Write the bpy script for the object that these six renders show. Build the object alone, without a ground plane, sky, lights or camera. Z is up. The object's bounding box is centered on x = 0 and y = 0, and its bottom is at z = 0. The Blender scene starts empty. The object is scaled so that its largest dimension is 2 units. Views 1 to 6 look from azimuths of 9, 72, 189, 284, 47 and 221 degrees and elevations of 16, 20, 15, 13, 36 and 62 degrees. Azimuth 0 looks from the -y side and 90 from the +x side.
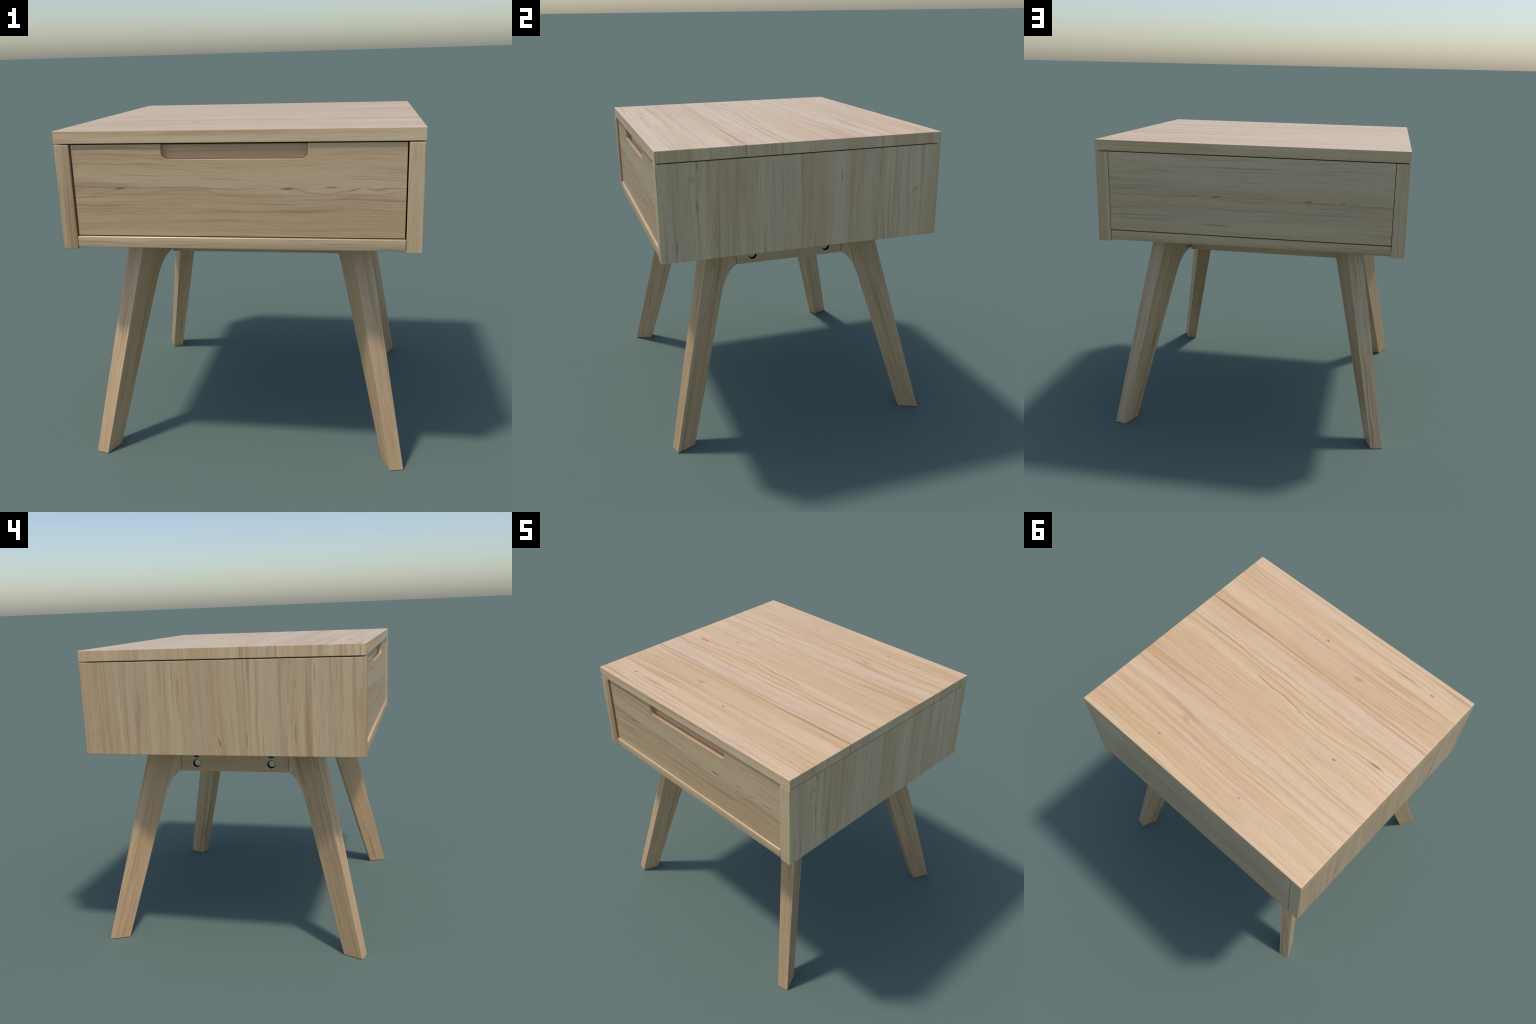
"""Oak-veneer bedside table: overhanging top, two side panels, one drawer with a
finger notch, and a mitred rail frame that carries four splayed, tapered legs."""
import bpy, bmesh, math
from mathutils import Vector

# ----------------------------------------------------------------------------
# node helpers
# ----------------------------------------------------------------------------
class Tree:
    def __init__(self, name):
        self.mat = bpy.data.materials.new(name)
        self.mat.use_nodes = True
        self.nt = self.mat.node_tree
        self.nt.nodes.clear()

    def node(self, kind, **props):
        n = self.nt.nodes.new(kind)
        for k, v in props.items():
            setattr(n, k, v)
        return n

    def put(self, socket, value):
        if hasattr(value, "is_output"):
            self.nt.links.new(value, socket)
        else:
            socket.default_value = value

    def math(self, op, a, b=0.0, c=0.0, clamp=False):
        n = self.node("ShaderNodeMath", operation=op, use_clamp=clamp)
        for s, v in zip(n.inputs, (a, b, c)):
            self.put(s, v)
        return n.outputs[0]

    def combine(self, x, y, z):
        n = self.node("ShaderNodeCombineXYZ")
        for s, v in zip(n.inputs, (x, y, z)):
            self.put(s, v)
        return n.outputs[0]

    def noise(self, vec, scale=1.0, detail=2.0, rough=0.5, dist=0.0):
        n = self.node("ShaderNodeTexNoise")
        self.put(n.inputs["Vector"], vec)
        n.inputs["Scale"].default_value = scale
        n.inputs["Detail"].default_value = detail
        n.inputs["Roughness"].default_value = rough
        n.inputs["Distortion"].default_value = dist
        return n.outputs["Fac"]

    def remap(self, v, a, b, c=0.0, d=1.0, smooth=True):
        n = self.node("ShaderNodeMapRange", interpolation_type="SMOOTHSTEP" if smooth else "LINEAR")
        self.put(n.inputs[0], v)
        for i, x in zip((1, 2, 3, 4), (a, b, c, d)):
            n.inputs[i].default_value = x
        return n.outputs[0]

    def mix(self, fac, a, b, blend="MIX"):
        n = self.node("ShaderNodeMix", data_type="RGBA", blend_type=blend)
        self.put(n.inputs[0], fac)
        for i, v in ((6, a), (7, b)):
            self.put(n.inputs[i], v if hasattr(v, "is_output") else (*v, 1.0))
        return n.outputs[2]

    def finish(self, color, rough=0.5, height=None, bump=0.1, **kw):
        b = self.node("ShaderNodeBsdfPrincipled")
        self.put(b.inputs["Base Color"], color if hasattr(color, "is_output") else (*color, 1.0))
        self.put(b.inputs["Roughness"], rough)
        for k, v in kw.items():
            b.inputs[k].default_value = v
        if height is not None:
            n = self.node("ShaderNodeBump")
            n.inputs["Strength"].default_value = bump
            n.inputs["Distance"].default_value = 0.002
            self.put(n.inputs["Height"], height)
            self.nt.links.new(n.outputs[0], b.inputs["Normal"])
        o = self.node("ShaderNodeOutputMaterial")
        self.nt.links.new(b.outputs[0], o.inputs[0])
        return self.mat


# wood palette (linear base colours)
STRAW = (0.640, 0.440, 0.238)
CREAM = (0.735, 0.550, 0.340)
ROSE = (0.675, 0.485, 0.340)
TAN = (0.480, 0.275, 0.130)
BROWN = (0.330, 0.165, 0.080)
RUST = (0.430, 0.205, 0.095)
KNOT = (0.225, 0.078, 0.036)


def wood(name, along, across, deep, seed=0.0, depth_weight=1.0, warp=0.014,
         bands=(), lines=(), flecks=(), strokes=(), splay=None, contrast=1.0, tint=None, per_object=False, density=1.0):
    """Veneer whose grain runs along one axis.
    bands : (across position, half width, strength) pale rosy bands
    lines : (across position, half width, strength) thin brown lines the whole length
    flecks: (along, across, half length, half width, tilt, strength) dark flecks
    strokes: (half width, strength, [(along, across), ...]) wandering brown lines
    splay : (kx, ky) shears the coordinates so that the grain follows a splayed leg."""
    t = Tree(name)
    tc = t.node("ShaderNodeTexCoord")
    sep = t.node("ShaderNodeSeparateXYZ")
    t.put(sep.inputs[0], tc.outputs["Object"])
    ax = dict(zip("xyz", sep.outputs))
    if splay:
        for a, k, c in (("x", splay[0], 0.0), ("y", splay[1], FRAME_Y)):
            ax[a] = t.math("MULTIPLY_ADD", ax["z"], k, t.math("ABSOLUTE", t.math("SUBTRACT", ax[a], c)))
    g, w = ax[along], ax[across]
    d = t.math("MULTIPLY", ax[deep], depth_weight)
    shift = seed
    if per_object:
        info = t.node("ShaderNodeObjectInfo")
        shift = t.math("MULTIPLY_ADD", info.outputs["Random"], 9.0, seed)

    def vec(kg, kw, kd=None, off=0.0):
        kd = kw if kd is None else kd
        return t.combine(t.math("MULTIPLY", g, kg),
                         t.math("MULTIPLY", wv, kw),
                         t.math("ADD", t.math("MULTIPLY", d, kd), t.math("ADD", shift, off)))

    # slow meander of the grain, then a finer one
    wv = w
    slow = t.math("SUBTRACT", t.noise(vec(1.1, 2.6, 2.6), detail=1.0), 0.5)
    wv = t.math("MULTIPLY_ADD", slow, warp * 4.0, w)
    fine = t.math("SUBTRACT", t.noise(vec(4.5, 9.0, 9.0, 3.1), detail=2.0), 0.5)
    wv = t.math("MULTIPLY_ADD", fine, warp, wv)

    broad = t.noise(vec(0.22, 5.5 * density, 5.5 * density, 7.7), detail=2.0, rough=0.55)
    mid = t.noise(vec(0.45, 24.0 * density, 24.0 * density, 1.3), detail=3.0, rough=0.6)
    thin = t.noise(vec(2.6, 105.0, 105.0, 5.9), detail=3.0, rough=0.65)
    pore = t.noise(vec(16.0, 260.0, 260.0, 2.2), detail=2.0, rough=0.7)
    patch = t.noise(vec(1.0, 8.0, 8.0, 11.0), detail=2.0)

    col = t.mix(t.remap(broad, 0.36, 0.64), STRAW, CREAM)
    rose = t.math("MULTIPLY", t.remap(patch, 0.52, 0.70), 0.55)
    for pos, half, s in bands:
        off = t.math("ABSOLUTE", t.math("SUBTRACT", wv, pos))
        rose = t.math("MAXIMUM", rose, t.remap(off, half * 1.35, half * 0.25, 0.0, s))
    col = t.mix(rose, col, ROSE)
    col = t.mix(t.math("MULTIPLY", t.remap(mid, 0.50, 0.78), 0.95 * contrast), col, TAN)
    col = t.mix(t.math("MULTIPLY", t.remap(mid, 0.46, 0.24), 0.60 * contrast), col, CREAM)
    col = t.mix(t.math("MULTIPLY", t.remap(thin, 0.52, 0.74), 0.70 * contrast), col, TAN)
    col = t.mix(t.math("MULTIPLY", t.remap(thin, 0.44, 0.26), 0.55 * contrast), col, CREAM)

    # thin late-wood lines where two noises cross
    ring = t.noise(vec(0.30, 15.0 * density, 15.0 * density, 21.0), detail=2.0)
    ridge = t.remap(t.math("ABSOLUTE", t.math("SUBTRACT", ring, 0.5)), 0.030, 0.004)
    where = t.remap(t.noise(vec(0.8, 6.0, 6.0, 31.0), detail=2.0), 0.50, 0.68)
    col = t.mix(t.math("MULTIPLY", t.math("MULTIPLY", ridge, where), 0.50 * contrast), col, BROWN)

    # named lines
    dark = 0.0
    for pos, half, s in lines:
        off = t.math("ABSOLUTE", t.math("SUBTRACT", wv, pos))
        dark = t.math("MAXIMUM", dark, t.remap(off, half, half * 0.15, 0.0, s))
    if lines:
        broken = t.remap(t.noise(vec(2.6, 30.0, 30.0, 41.0), detail=2.0), 0.30, 0.62, 0.25, 1.0)
        col = t.mix(t.math("MULTIPLY", dark, broken), col, BROWN)

    # named flecks: tapered ellipses in grain space, wavering with the grain
    if flecks:
        waver = t.math("MULTIPLY_ADD", fine, 0.016, t.math("MULTIPLY_ADD", slow, 0.006, w))
        here = t.combine(g, waver, 0.0)
        total = 0.0
        for fg, fw, fl, fh, tilt, s in flecks:
            m = t.node("ShaderNodeMapping", vector_type="TEXTURE")
            t.put(m.inputs["Vector"], here)
            m.inputs["Location"].default_value = (fg, fw, 0)
            m.inputs["Rotation"].default_value = (0, 0, tilt)
            m.inputs["Scale"].default_value = (fl, fh, 1)
            l = t.node("ShaderNodeVectorMath", operation="LENGTH")
            t.put(l.inputs[0], m.outputs[0])
            total = t.math("MAXIMUM", total, t.remap(l.outputs["Value"], 1.0, 0.25, 0.0, min(1.0, s * 1.15)))
        for half, s, path in strokes:
            for (g0, w0), (g1, w1) in zip(path, path[1:]):
                run = math.hypot(g1 - g0, w1 - w0)
                m = t.node("ShaderNodeMapping", vector_type="TEXTURE")
                t.put(m.inputs["Vector"], here)
                m.inputs["Location"].default_value = ((g0 + g1) / 2, (w0 + w1) / 2, 0)
                m.inputs["Rotation"].default_value = (0, 0, math.atan2(w1 - w0, g1 - g0))
                q = t.node("ShaderNodeSeparateXYZ")
                t.put(q.inputs[0], m.outputs[0])
                over = t.math("MAXIMUM", t.math("SUBTRACT", t.math("ABSOLUTE", q.outputs[0]), run / 2), 0.0)
                far = t.math("SQRT", t.math("ADD", t.math("POWER", t.math("MULTIPLY", over, 0.25), 2.0),
                                            t.math("POWER", t.math("ABSOLUTE", q.outputs[1]), 2.0)))
                total = t.math("MAXIMUM", total, t.remap(far, half, half * 0.15, 0.0, s * 1.3))
        grainy = t.remap(thin, 0.35, 0.6, 0.75, 1.0)
        col = t.mix(t.math("MULTIPLY", total, grainy), col, t.mix(t.remap(total, 0.15, 0.75), RUST, KNOT))

    col = t.mix(t.math("MULTIPLY", t.remap(pore, 0.35, 0.70), 0.22), col, TAN)
    if tint:
        col = t.mix(1.0, col, tint, "MULTIPLY")
    height = t.math("ADD", thin, pore)
    rough = t.remap(mid, 0.3, 0.7, 0.30, 0.40)
    return t.finish(col, rough, height, 0.10, **{"Specular IOR Level": 1.0})


# ----------------------------------------------------------------------------
# mesh helpers
# ----------------------------------------------------------------------------
def to_object(bm, name, mats, parent, chooser=None, bevel=0.0035, segs=2, angle=0.5):
    bmesh.ops.recalc_face_normals(bm, faces=bm.faces)
    if bevel:
        edges = [e for e in bm.edges if len(e.link_faces) == 2 and e.calc_face_angle(0) > angle]
        bmesh.ops.bevel(bm, geom=edges, offset=bevel, segments=segs, profile=0.5,
                        affect="EDGES", clamp_overlap=True)
    bm.normal_update()
    for e in bm.edges:
        e.smooth = len(e.link_faces) == 2 and e.calc_face_angle(0) < 0.33
    for f in bm.faces:
        f.smooth = True
        if chooser:
            f.material_index = chooser(f.normal)
    me = bpy.data.meshes.new(name)
    bm.to_mesh(me)
    bm.free()
    for m in mats:
        me.materials.append(m)
    ob = bpy.data.objects.new(name, me)
    bpy.context.scene.collection.objects.link(ob)
    ob.parent = parent
    return ob


def prism(points, axis, lo, hi):
    """Closed solid: a polygon in the plane of the other two axes, run from lo to hi."""
    bm = bmesh.new()
    other = [i for i in range(3) if i != axis]
    rings = []
    for h in (lo, hi):
        ring = []
        for p in points:
            c = [0, 0, 0]
            c[other[0]], c[other[1]], c[axis] = p[0], p[1], h
            ring.append(bm.verts.new(c))
        rings.append(ring)
    n = len(points)
    for i in range(n):
        j = (i + 1) % n
        bm.faces.new((rings[0][i], rings[0][j], rings[1][j], rings[1][i]))
    bm.faces.new(rings[0])
    bm.faces.new(rings[1][::-1])
    return bm


def box(x0, x1, y0, y1, z0, z1):
    return prism([(x0, y0), (x1, y0), (x1, y1), (x0, y1)], 2, z0, z1)


# ----------------------------------------------------------------------------
# sizes
# ----------------------------------------------------------------------------
FRONT, BACK = -0.903, 0.8925           # case front and back
TOP_X, TOP_LO, TOP_HI = 1.0000, 1.9278, 1.9976
SIDE_OUT, SIDE_IN, SIDE_LO, SIDE_HI = 0.9985, 0.9150, 1.3345, 1.9222
PANEL_X = 0.9125
BASE_LO, BASE_HI = 1.3435, 1.4065     # bottom panel
LEAN = 0.016                           # rail face leans in by this much at its top
TILT = 0.012                           # rail soffit rises this much towards the inside
FRAME_Y = 0.008                        # leg frame sits a touch towards the back
RAIL_LO = 1.154
JOINT_OUT, JOINT_IN = (0.664, 0.373), (0.540, 0.367)

# ----------------------------------------------------------------------------
# materials
# ----------------------------------------------------------------------------
TOP_BANDS = [(-0.265, 0.070, 0.70), (0.408, 0.085, 0.55), (-0.82, 0.05, 0.30), (0.16, 0.05, 0.25)]
TOP_LINES = [(-0.158, 0.007, 0.60), (-0.377, 0.010, 0.60), (0.500, 0.020, 0.22), (-0.587, 0.012, 0.40),
             (-0.34, 0.006, 0.35), (-0.20, 0.006, 0.35), (0.02, 0.005, 0.30), (-0.87, 0.010, 0.35),
             (0.05, 0.006, 0.35), (0.86, 0.006, 0.30)]
TOP_FLECKS = [
    (0.092, -0.630, 0.022, 0.009, 0.0, 0.85), (-0.745, -0.752, 0.026, 0.010, 0.0, 0.90),
    (-0.520, -0.755, 0.230, 0.011, 0.0, 0.50), (-0.574, 0.094, 0.019, 0.010, 0.0, 0.80),
    (0.412, 0.736, 0.019, 0.010, 0.0, 0.65), (-0.309, 0.718, 0.019, 0.011, 0.0, 0.55),
    (-0.800, -0.058, 0.085, 0.012, 0.08, 0.80), (-0.030, -0.056, 0.060, 0.006, -0.15, 0.50), (-0.282, -0.517, 0.060, 0.028, 0.25, 0.40),
    (0.367, 0.530, 0.060, 0.030, -0.25, 0.30), (0.700, -0.162, 0.290, 0.006, 0.0, 0.45),
    (0.820, -0.378, 0.190, 0.008, 0.0, 0.45), (-0.800, -0.590, 0.200, 0.008, 0.05, 0.35)]
TOP_STROKES = [
    (0.0055, 0.50, [(0.254, -0.068), (0.200, -0.058), (0.110, -0.050), (-0.002, -0.062)]),
    (0.0055, 0.55, [(-0.002, -0.062), (-0.098, -0.046), (-0.171, -0.032)]),
    (0.0045, 0.50, [(-0.204, -0.063), (-0.295, -0.060), (-0.386, -0.065)]),
    (0.0080, 0.28, [(-0.171, -0.032), (-0.365, -0.014), (-0.532, -0.030), (-0.667, -0.050)]),
    (0.0070, 0.48, [(-0.640, -0.046), (-0.772, -0.057), (-0.849, -0.062)]),
    (0.0055, 0.32, [(0.995, -0.162), (0.758, -0.167), (0.393, -0.147), (0.150, -0.140)]),
    (0.0060, 0.34, [(0.995, -0.373), (0.811, -0.381), (0.646, -0.386), (0.400, -0.378)]),
    (0.0090, 0.20, [(0.384, 0.490), (0.181, 0.507), (0.005, 0.504), (-0.200, 0.519), (-0.450, 0.520)])]
top_kw = dict(seed=4.0, strokes=TOP_STROKES, tint=(1.12, 1.07, 1.01), bands=TOP_BANDS, lines=TOP_LINES, flecks=TOP_FLECKS, contrast=0.82)
wood_top = wood("veneer_top", "x", "y", "z", **top_kw)
wood_top_end = wood("veneer_top_end", "x", "y", "z", depth_weight=0.02, **top_kw)

wood_front = wood("veneer_drawer", "x", "z", "y", seed=23.0, warp=0.020, contrast=1.1, tint=(0.97, 0.92, 0.85),
                  bands=[(1.60, 0.05, 0.35), (1.88, 0.03, 0.5), (1.73, 0.03, 0.4)],
                  lines=[(1.648, 0.008, 0.25), (1.60, 0.006, 0.22), (1.565, 0.006, 0.20)],
                  flecks=[(-0.642, 1.682, 0.045, 0.010, 0.12, 0.75), (-0.870, 1.677, 0.050, 0.010, 0.1, 0.35),
                          (0.288, 1.678, 0.060, 0.009, 0.0, 0.80), (0.518, 1.685, 0.055, 0.007, 0.0, 0.60),
                          (0.645, 1.676, 0.045, 0.008, 0.25, 0.60), (0.765, 1.676, 0.055, 0.008, 0.0, 0.55),
                          (0.749, 1.559, 0.016, 0.006, 0.3, 0.35)],
                  strokes=[(0.008, 0.32, [(-0.780, 1.650), (-0.695, 1.666), (-0.610, 1.686)]),
                           (0.007, 0.34, [(0.330, 1.677), (0.400, 1.656), (0.500, 1.648), (0.621, 1.668), (0.668, 1.682)]),
                           (0.006, 0.40, [(0.715, 1.681), (0.760, 1.672), (0.810, 1.684)]),
                           (0.010, 0.22, [(0.560, 1.628), (0.700, 1.648), (0.800, 1.652), (0.905, 1.665)]),
                           (0.008, 0.26, [(-0.893, 1.630), (-0.594, 1.648), (-0.447, 1.659), (-0.302, 1.668),
                                          (-0.159, 1.669), (-0.090, 1.648), (0.060, 1.634), (0.250, 1.632)]),
                           (0.007, 0.18, [(-0.893, 1.590), (-0.600, 1.606), (-0.300, 1.626), (0.000, 1.606), (0.300, 1.590)])])
wood_back = wood("veneer_back", "x", "z", "y", seed=37.0, warp=0.018, contrast=0.85, tint=(0.99, 0.96, 0.92),
                 bands=[(1.72, 0.05, 0.4), (1.55, 0.04, 0.5)],
                 lines=[(1.655, 0.010, 0.30), (1.58, 0.008, 0.30)],
                 flecks=[(0.349, 1.664, 0.040, 0.008, 0.0, 0.50), (0.207, 1.664, 0.050, 0.009, -0.15, 0.65),
                         (0.200, 1.477, 0.150, 0.008, 0.0, 0.60), (0.762, 1.861, 0.010, 0.007, 0.0, 0.50),
                         (-0.390, 1.662, 0.045, 0.008, 0.0, 0.75), (-0.500, 1.655, 0.080, 0.007, 0.0, 0.35),
                         (-0.602, 1.664, 0.040, 0.008, -0.15, 0.60), (-0.675, 1.663, 0.040, 0.008, 0.0, 0.50)])
wood_base = wood("veneer_bottom", "x", "z", "y", seed=51.0, warp=0.012, contrast=1.15, density=1.5, tint=(0.93, 0.88, 0.81))
wood_left = wood("veneer_left", "z", "y", "x", seed=63.0, warp=0.014, contrast=1.0, tint=(0.97, 0.92, 0.86),
                 bands=[(0.500, 0.05, 0.65), (0.085, 0.05, 0.6), (-0.400, 0.05, 0.6), (-0.670, 0.04, 0.6)],
                 lines=[(0.775, 0.008, 0.3), (0.32, 0.02, 0.18), (-0.03, 0.025, 0.22)],
                 flecks=[(1.765, 0.240, 0.110, 0.0055, 0.0, 0.50), (1.415, -0.010, 0.045, 0.008, 0.2, 0.75),
                         (1.440, -0.183, 0.090, 0.006, 0.0, 0.65), (1.470, -0.489, 0.095, 0.007, 0.0, 0.60),
                         (1.830, -0.607, 0.110, 0.006, 0.0, 0.45), (1.430, -0.553, 0.012, 0.007, 0.0, 0.55),
                         (1.466, 0.832, 0.030, 0.006, 0.0, 0.50), (1.776, -0.486, 0.050, 0.007, 0.0, 0.40)])
wood_right = wood("veneer_right", "z", "y", "x", seed=77.0, warp=0.014, contrast=1.0, tint=(1.06, 1.05, 1.02),
                  bands=[(-0.150, 0.05, 0.5), (0.380, 0.05, 0.5), (-0.760, 0.03, 0.4), (0.700, 0.04, 0.4)],
                  lines=[(-0.668, 0.010, 0.35), (-0.810, 0.010, 0.35), (0.03, 0.025, 0.22), (0.30, 0.02, 0.2)],
                  flecks=[(1.900, -0.668, 0.040, 0.009, 0.0, 0.55), (1.822, -0.697, 0.030, 0.026, 0.0, 0.35),
                          (1.662, -0.671, 0.050, 0.008, 0.0, 0.60), (1.420, -0.805, 0.060, 0.009, 0.0, 0.60),
                          (1.764, 0.230, 0.016, 0.005, 0.0, 0.65), (1.645, 0.733, 0.015, 0.020, 0.0, 0.40),
                          (1.800, 0.480, 0.080, 0.007, 0.0, 0.40)])
LEG_SHEAR = (0.190, 0.244)
wood_leg = wood("veneer_leg", "z", "x", "y", seed=91.0, warp=0.006, contrast=1.15, density=1.9, tint=(0.93, 0.84, 0.75),
                splay=LEG_SHEAR, per_object=True)
wood_rail = wood("veneer_rail", "y", "z", "x", seed=13.0, warp=0.008, contrast=0.7, tint=(0.93, 0.84, 0.77))  # darker, browner tint carries some of the shade beneath the case
wood_cross = wood("veneer_cross_rail", "x", "z", "y", seed=17.0, warp=0.008, contrast=0.7, tint=(0.93, 0.84, 0.77))  # under-case shadow partly painted in through this tint
wood_lining = wood("veneer_drawer_lining", "x", "z", "y", seed=19.0, warp=0.006, contrast=0.5, tint=(0.93, 0.83, 0.77))  # wood darkened for the shadow at the back of the finger notch


def steel():
    t = Tree("brushed_zinc")
    tc = t.node("ShaderNodeTexCoord")
    n = t.noise(tc.outputs["Object"], 160.0, 3.0, 0.6)
    col = t.mix(n, (0.62, 0.67, 0.66), (0.80, 0.85, 0.84))
    return t.finish(col, t.remap(n, 0.3, 0.7, 0.30, 0.42), n, 0.05, Metallic=0.55)


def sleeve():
    t = Tree("black_socket")  # near-black cup lining each bore, modelled for the shadow inside the hole
    tc = t.node("ShaderNodeTexCoord")
    n = t.noise(tc.outputs["Object"], 90.0, 2.0)
    return t.finish(t.mix(n, (0.006, 0.006, 0.007), (0.015, 0.014, 0.014)), 0.55)


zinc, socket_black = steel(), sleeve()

# ----------------------------------------------------------------------------
# the thing
# ----------------------------------------------------------------------------
table = bpy.data.objects.new("nightstand", None)
bpy.context.scene.collection.objects.link(table)
table["label"] = "pale oak nightstand with one drawer on splayed tapered legs"
table["category"] = "nightstand"

to_object(box(-TOP_X, TOP_X, FRONT, BACK, TOP_LO, TOP_HI), "table_top", [wood_top, wood_top_end], table,
          chooser=lambda n: 1 if abs(n.x) > 0.72 else 0)

for sign, mat in ((-1, wood_left), (1, wood_right)):
    a, b = sorted((sign * SIDE_IN, sign * SIDE_OUT))
    to_object(box(a, b, FRONT, BACK, SIDE_LO, SIDE_HI), "side_panel", [mat], table)

to_object(box(-PANEL_X, PANEL_X, FRONT + 0.0005, BACK + 0.0010, BASE_LO, BASE_HI), "bottom_panel", [wood_base], table, bevel=0.005, segs=3)
to_object(box(-0.9120, 0.9120, BACK - 0.070, BACK - 0.0005, BASE_HI + 0.006, 1.9225), "back_panel", [wood_back], table,
          bevel=0.002)

# drawer: a front board with a rounded finger notch and a lining board behind it
DRAWER_X, DRAWER_LO, DRAWER_HI = 0.9075, 1.4125, 1.9205
NOTCH_X, NOTCH_Z, NOTCH_R = 0.3970, 1.8375, 0.036
outline = [(-DRAWER_X, DRAWER_LO), (DRAWER_X, DRAWER_LO), (DRAWER_X, DRAWER_HI)]
outline.append((NOTCH_X, DRAWER_HI))
for i in range(9):
    a = math.radians(90 * i / 8)
    outline.append((NOTCH_X - NOTCH_R + NOTCH_R * math.cos(a), NOTCH_Z + NOTCH_R - NOTCH_R * math.sin(a)))
for i in range(9):
    a = math.radians(90 * i / 8)
    outline.append((-NOTCH_X + NOTCH_R - NOTCH_R * math.sin(a), NOTCH_Z + NOTCH_R - NOTCH_R * math.cos(a)))
outline += [(-NOTCH_X, DRAWER_HI), (-DRAWER_X, DRAWER_HI)]
DRAWER_Y = FRONT + 0.0125
drawer = to_object(prism(outline, 1, DRAWER_Y, DRAWER_Y + 0.030), "drawer_front", [wood_front], table, bevel=0.0022)
to_object(box(-0.870, 0.870, DRAWER_Y + 0.0305, DRAWER_Y + 0.060, 1.44, 1.916), "drawer_lining", [wood_lining], drawer)


# legs: tapered boards that flare into the rail with a quarter-round
EDGES = {  # corner: plan position at the floor (|x|, |y|) and its change per metre of height
    "front_inner": ((0.8665, 0.8965), (-0.1857, -0.2210)),
    "front_outer": ((0.9435, 0.8758), (-0.1660, -0.2324)),
    "back_outer": ((0.8880, 0.7505), (-0.1906, -0.2701)),
    "back_inner": ((0.8180, 0.7740), (-0.2257, -0.2521)),
}
FLARE_LO, LEG_TOP = 1.000, 1.3430
FLARE = [(0.0, 0.0), (0.084, 0.22), (0.257, 0.46), (0.60, 0.76), (1.0, 1.0)]  # (drop, run) below the rail


def corner(key, z):
    (x, y), (kx, ky) = EDGES[key]
    return Vector((x + kx * z, y + ky * z))


def run_at(drop):
    """Smooth interpolation of the flare profile (monotone cubic through its points)."""
    pts = FLARE
    m = []
    for i in range(len(pts)):
        a, b = pts[max(i - 1, 0)], pts[min(i + 1, len(pts) - 1)]
        m.append((b[1] - a[1]) / (b[0] - a[0]))
    for i in range(len(pts) - 1):
        (d0, r0), (d1, r1) = pts[i], pts[i + 1]
        if drop <= d1:
            h = d1 - d0
            s = (drop - d0) / h
            return ((2 * s**3 - 3 * s**2 + 1) * r0 + (s**3 - 2 * s**2 + s) * h * m[i]
                    + (-2 * s**3 + 3 * s**2) * r1 + (s**3 - s**2) * h * m[i + 1])
    return 1.0


def flare_corner(key, joint, z):
    """Tip of the flare: leaves the leg's back edge and swings over to the rail joint."""
    low, j = corner(key, FLARE_LO), Vector(joint)
    if z >= RAIL_LO:
        return j
    return j + (low - j) * run_at((RAIL_LO - z) / (RAIL_LO - FLARE_LO))


def build_leg(sx, sy):
    drops = [0.0, 0.03, 0.084, 0.16, 0.257, 0.38, 0.50, 0.62, 0.74, 0.87]
    shaft = [0.0, 0.25, 0.5, 0.75, FLARE_LO]
    crown = [RAIL_LO - d * (RAIL_LO - FLARE_LO) for d in reversed(drops)] + [LEG_TOP]
    bm = bmesh.new()

    def ring(points, z):
        vs = [bm.verts.new((sx * p.x, FRAME_Y + sy * p.y, z)) for p in points]
        if len(vs) == 6 and z >= RAIL_LO:
            vs[3].co.x -= sx * LEAN * (z - RAIL_LO) / (LEG_TOP - RAIL_LO)
        if len(vs) == 6 and z < LEG_TOP:
            vs[4].co.z += TILT * (z - FLARE_LO) / (RAIL_LO - FLARE_LO)
        return vs

    def walls(lo, hi):
        for i in range(len(lo)):
            j = (i + 1) % len(lo)
            bm.faces.new((lo[i], lo[j], hi[j], hi[i]))

    names = ("front_inner", "front_outer", "back_outer", "back_inner")
    low = [ring([corner(k, z) for k in names], z) for z in shaft]
    high = [ring([corner("front_inner", z), corner("front_outer", z), corner("back_outer", z),
                  flare_corner("back_outer", JOINT_OUT, z), flare_corner("back_inner", JOINT_IN, z),
                  corner("back_inner", z)], z) for z in crown]
    for rings in (low, high):
        for a, b in zip(rings, rings[1:]):
            walls(a, b)
    a, b = low[-1], high[0]          # the flare starts: four corners become six
    bm.faces.new((a[0], a[1], b[1], b[0]))
    bm.faces.new((a[1], a[2], b[2], b[1]))
    bm.faces.new((a[2], b[3], b[2]))
    bm.faces.new((a[2], a[3], b[4], b[3]))
    bm.faces.new((a[3], b[5], b[4]))
    bm.faces.new((a[3], a[0], b[0], b[5]))
    bm.faces.new(low[0])
    bm.faces.new(high[-1])
    return to_object(bm, "leg", [wood_leg], table, bevel=0.0030, angle=0.75)


for sx in (1, -1):
    for sy in (-1, 1):
        build_leg(sx, sy)

# rail frame under the case
GAP = 0.0028
CROSS_Y = 0.306
BOLT_Y, BOLT_Z, BORE_R, BORE_DEEP = 0.2585, (1.2055, 1.2720), 0.0270, 0.036


def ring_verts(bm, radius, x, n=24, flat=0):
    vs = []
    for i in range(n):
        a = 2 * math.pi * i / n
        r = radius
        if flat:  # polygonal ring (hexagon socket)
            seg = 2 * math.pi / flat
            r = radius * math.cos(seg / 2) / math.cos((a % seg) - seg / 2)
        vs.append(bm.verts.new((x, r * math.cos(a), r * math.sin(a))))
    return vs


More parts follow.
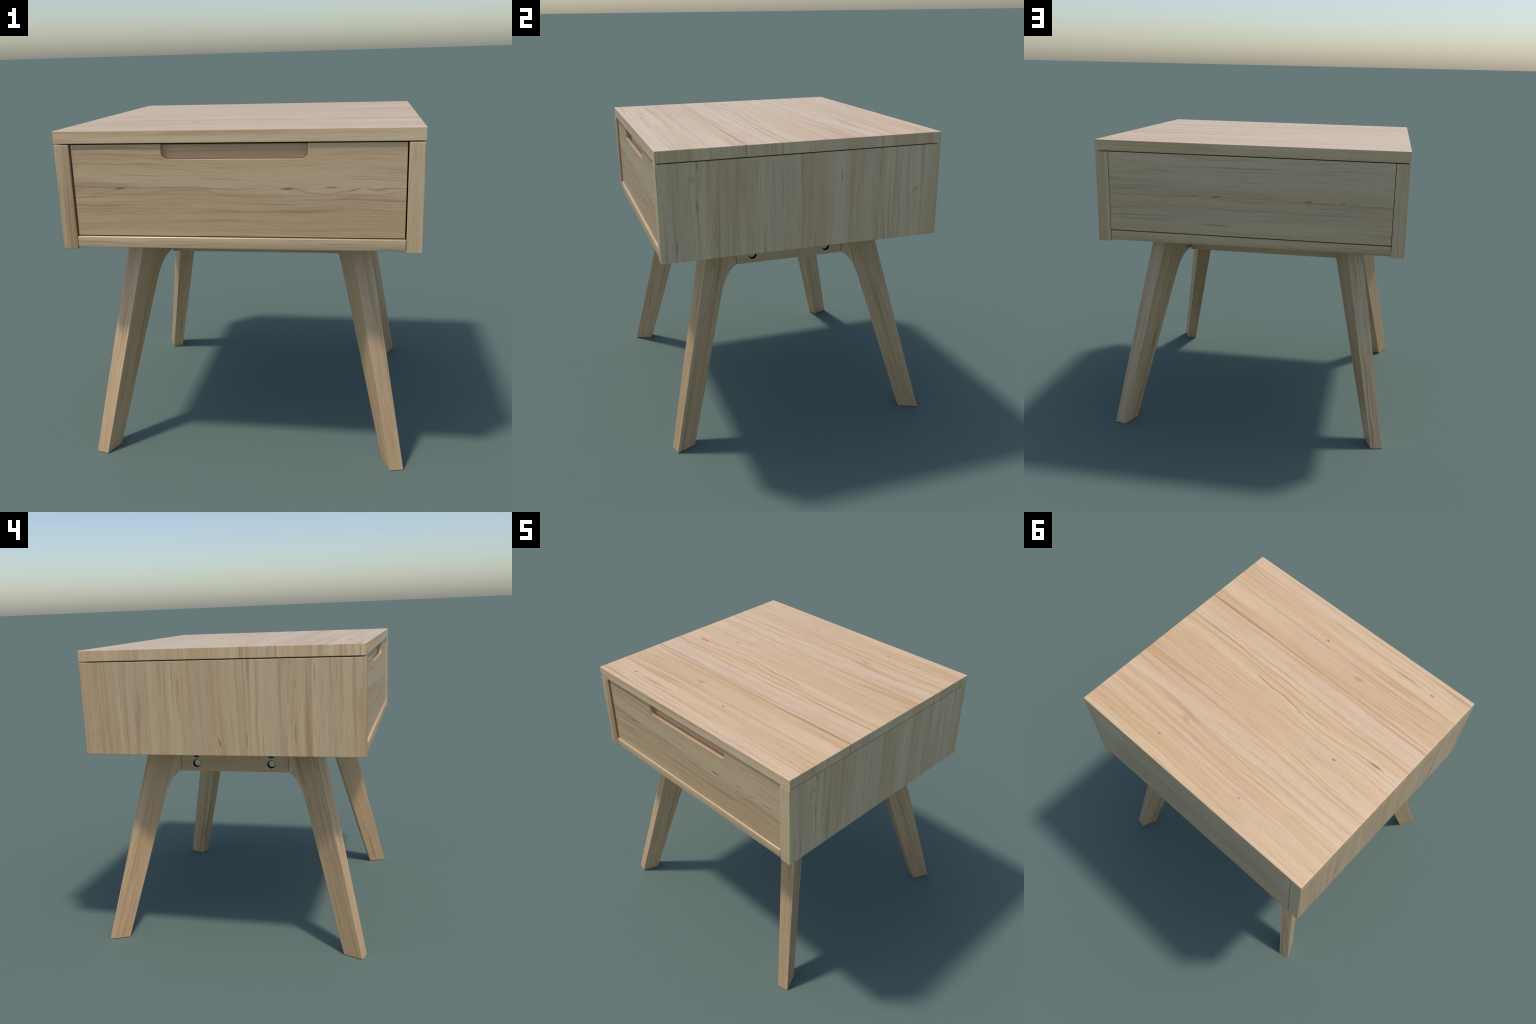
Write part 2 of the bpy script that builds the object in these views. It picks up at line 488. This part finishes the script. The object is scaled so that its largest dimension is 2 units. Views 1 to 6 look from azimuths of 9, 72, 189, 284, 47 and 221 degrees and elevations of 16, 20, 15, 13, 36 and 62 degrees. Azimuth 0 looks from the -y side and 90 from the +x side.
def skin(bm, rings, close=True):
    for a, b in zip(rings, rings[1:]):
        for i in range(len(a)):
            j = (i + 1) % len(a)
            bm.faces.new((a[i], a[j], b[j], b[i]))
    if close:
        bm.faces.new(rings[-1])


def bolt_mesh():
    bm = bmesh.new()
    r = 0.0212
    rings = [ring_verts(bm, r, -0.012), ring_verts(bm, r, -0.0025), ring_verts(bm, r * 0.97, -0.0008),
             ring_verts(bm, r * 0.90, 0.0), ring_verts(bm, 0.0108, 0.0, flat=6),
             ring_verts(bm, 0.0100, -0.0015, flat=6), ring_verts(bm, 0.0100, -0.0085, flat=6)]
    skin(bm, rings)
    bm.faces.new(rings[0])
    return bm


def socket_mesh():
    bm = bmesh.new()
    r = BORE_R - 0.0006
    rings = [ring_verts(bm, r, 0.0), ring_verts(bm, r, -BORE_DEEP + 0.001)]
    skin(bm, rings)
    return bm


def bore(rail, sign):
    """Counterbores for the connecting bolts."""
    bm = bmesh.new()
    for y in (-BOLT_Y, BOLT_Y):
        for z in BOLT_Z:
            one = bmesh.ops.create_cone(bm, cap_ends=True, segments=32, radius1=BORE_R, radius2=BORE_R, depth=BORE_DEEP * 2)
            for v in one["verts"]:
                c = v.co.copy()
                v.co = (sign * JOINT_OUT[0] + c.z, FRAME_Y + y + c.x, z + c.y)
    me = bpy.data.meshes.new("bore_cutter")
    bm.to_mesh(me)
    bm.free()
    cutter = bpy.data.objects.new("bore_cutter", me)
    bpy.context.scene.collection.objects.link(cutter)
    mod = rail.modifiers.new("bore", "BOOLEAN")
    mod.operation, mod.solver, mod.object = "DIFFERENCE", "EXACT", cutter
    bpy.context.view_layer.update()
    done = bpy.data.meshes.new_from_object(rail.evaluated_get(bpy.context.evaluated_depsgraph_get()))
    rail.modifiers.clear()
    rail.data = done
    done.name = "side_rail"
    bpy.data.objects.remove(cutter)


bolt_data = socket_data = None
for sign in (-1, 1):
    (xo, yo), (xi, yi) = JOINT_OUT, JOINT_IN
    plan = [(xo, -yo + GAP), (xo, yo - GAP), (xi, yi - GAP), (xi, -yi + GAP)]
    plan = [(sign * x, y + FRAME_Y) for x, y in plan]
    blank = prism(plan, 2, RAIL_LO, LEG_TOP)
    for v in blank.verts:
        if v.co.z > LEG_TOP - 0.01 and abs(v.co.x) > (xo + xi) / 2:
            v.co.x -= sign * LEAN
        if v.co.z < LEG_TOP - 0.01 and abs(v.co.x) < (xo + xi) / 2:
            v.co.z += TILT
    rail = to_object(blank, "side_rail", [wood_rail], table, bevel=0.002)
    bore(rail, sign)
    for y in (-BOLT_Y, BOLT_Y):
        for z in BOLT_Z:
            if bolt_data is None:
                first = to_object(bolt_mesh(), "bolt", [zinc], rail, bevel=0)
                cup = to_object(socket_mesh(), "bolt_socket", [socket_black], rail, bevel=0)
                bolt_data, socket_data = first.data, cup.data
            else:
                first = bpy.data.objects.new("bolt", bolt_data)
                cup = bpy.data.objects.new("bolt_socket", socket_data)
                for o in (first, cup):
                    bpy.context.scene.collection.objects.link(o)
                    o.parent = rail
            turn = 0.0 if sign > 0 else math.pi
            lean = LEAN * (z - RAIL_LO) / (LEG_TOP - RAIL_LO)
            first.location = (sign * (xo - lean - 0.0165), FRAME_Y + y, z)
            cup.location = (sign * (xo - lean - 0.0028), FRAME_Y + y, z)
            first.rotation_euler = cup.rotation_euler = (0, 0, turn)

for sign in (-1, 1):
    y0, y1 = sorted((FRAME_Y + sign * CROSS_Y, FRAME_Y + sign * (CROSS_Y - 0.070)))
    to_object(box(-JOINT_IN[0] + GAP, JOINT_IN[0] - GAP, y0, y1, RAIL_LO - 0.001, LEG_TOP), "cross_rail", [wood_cross], table,
              bevel=0.002)
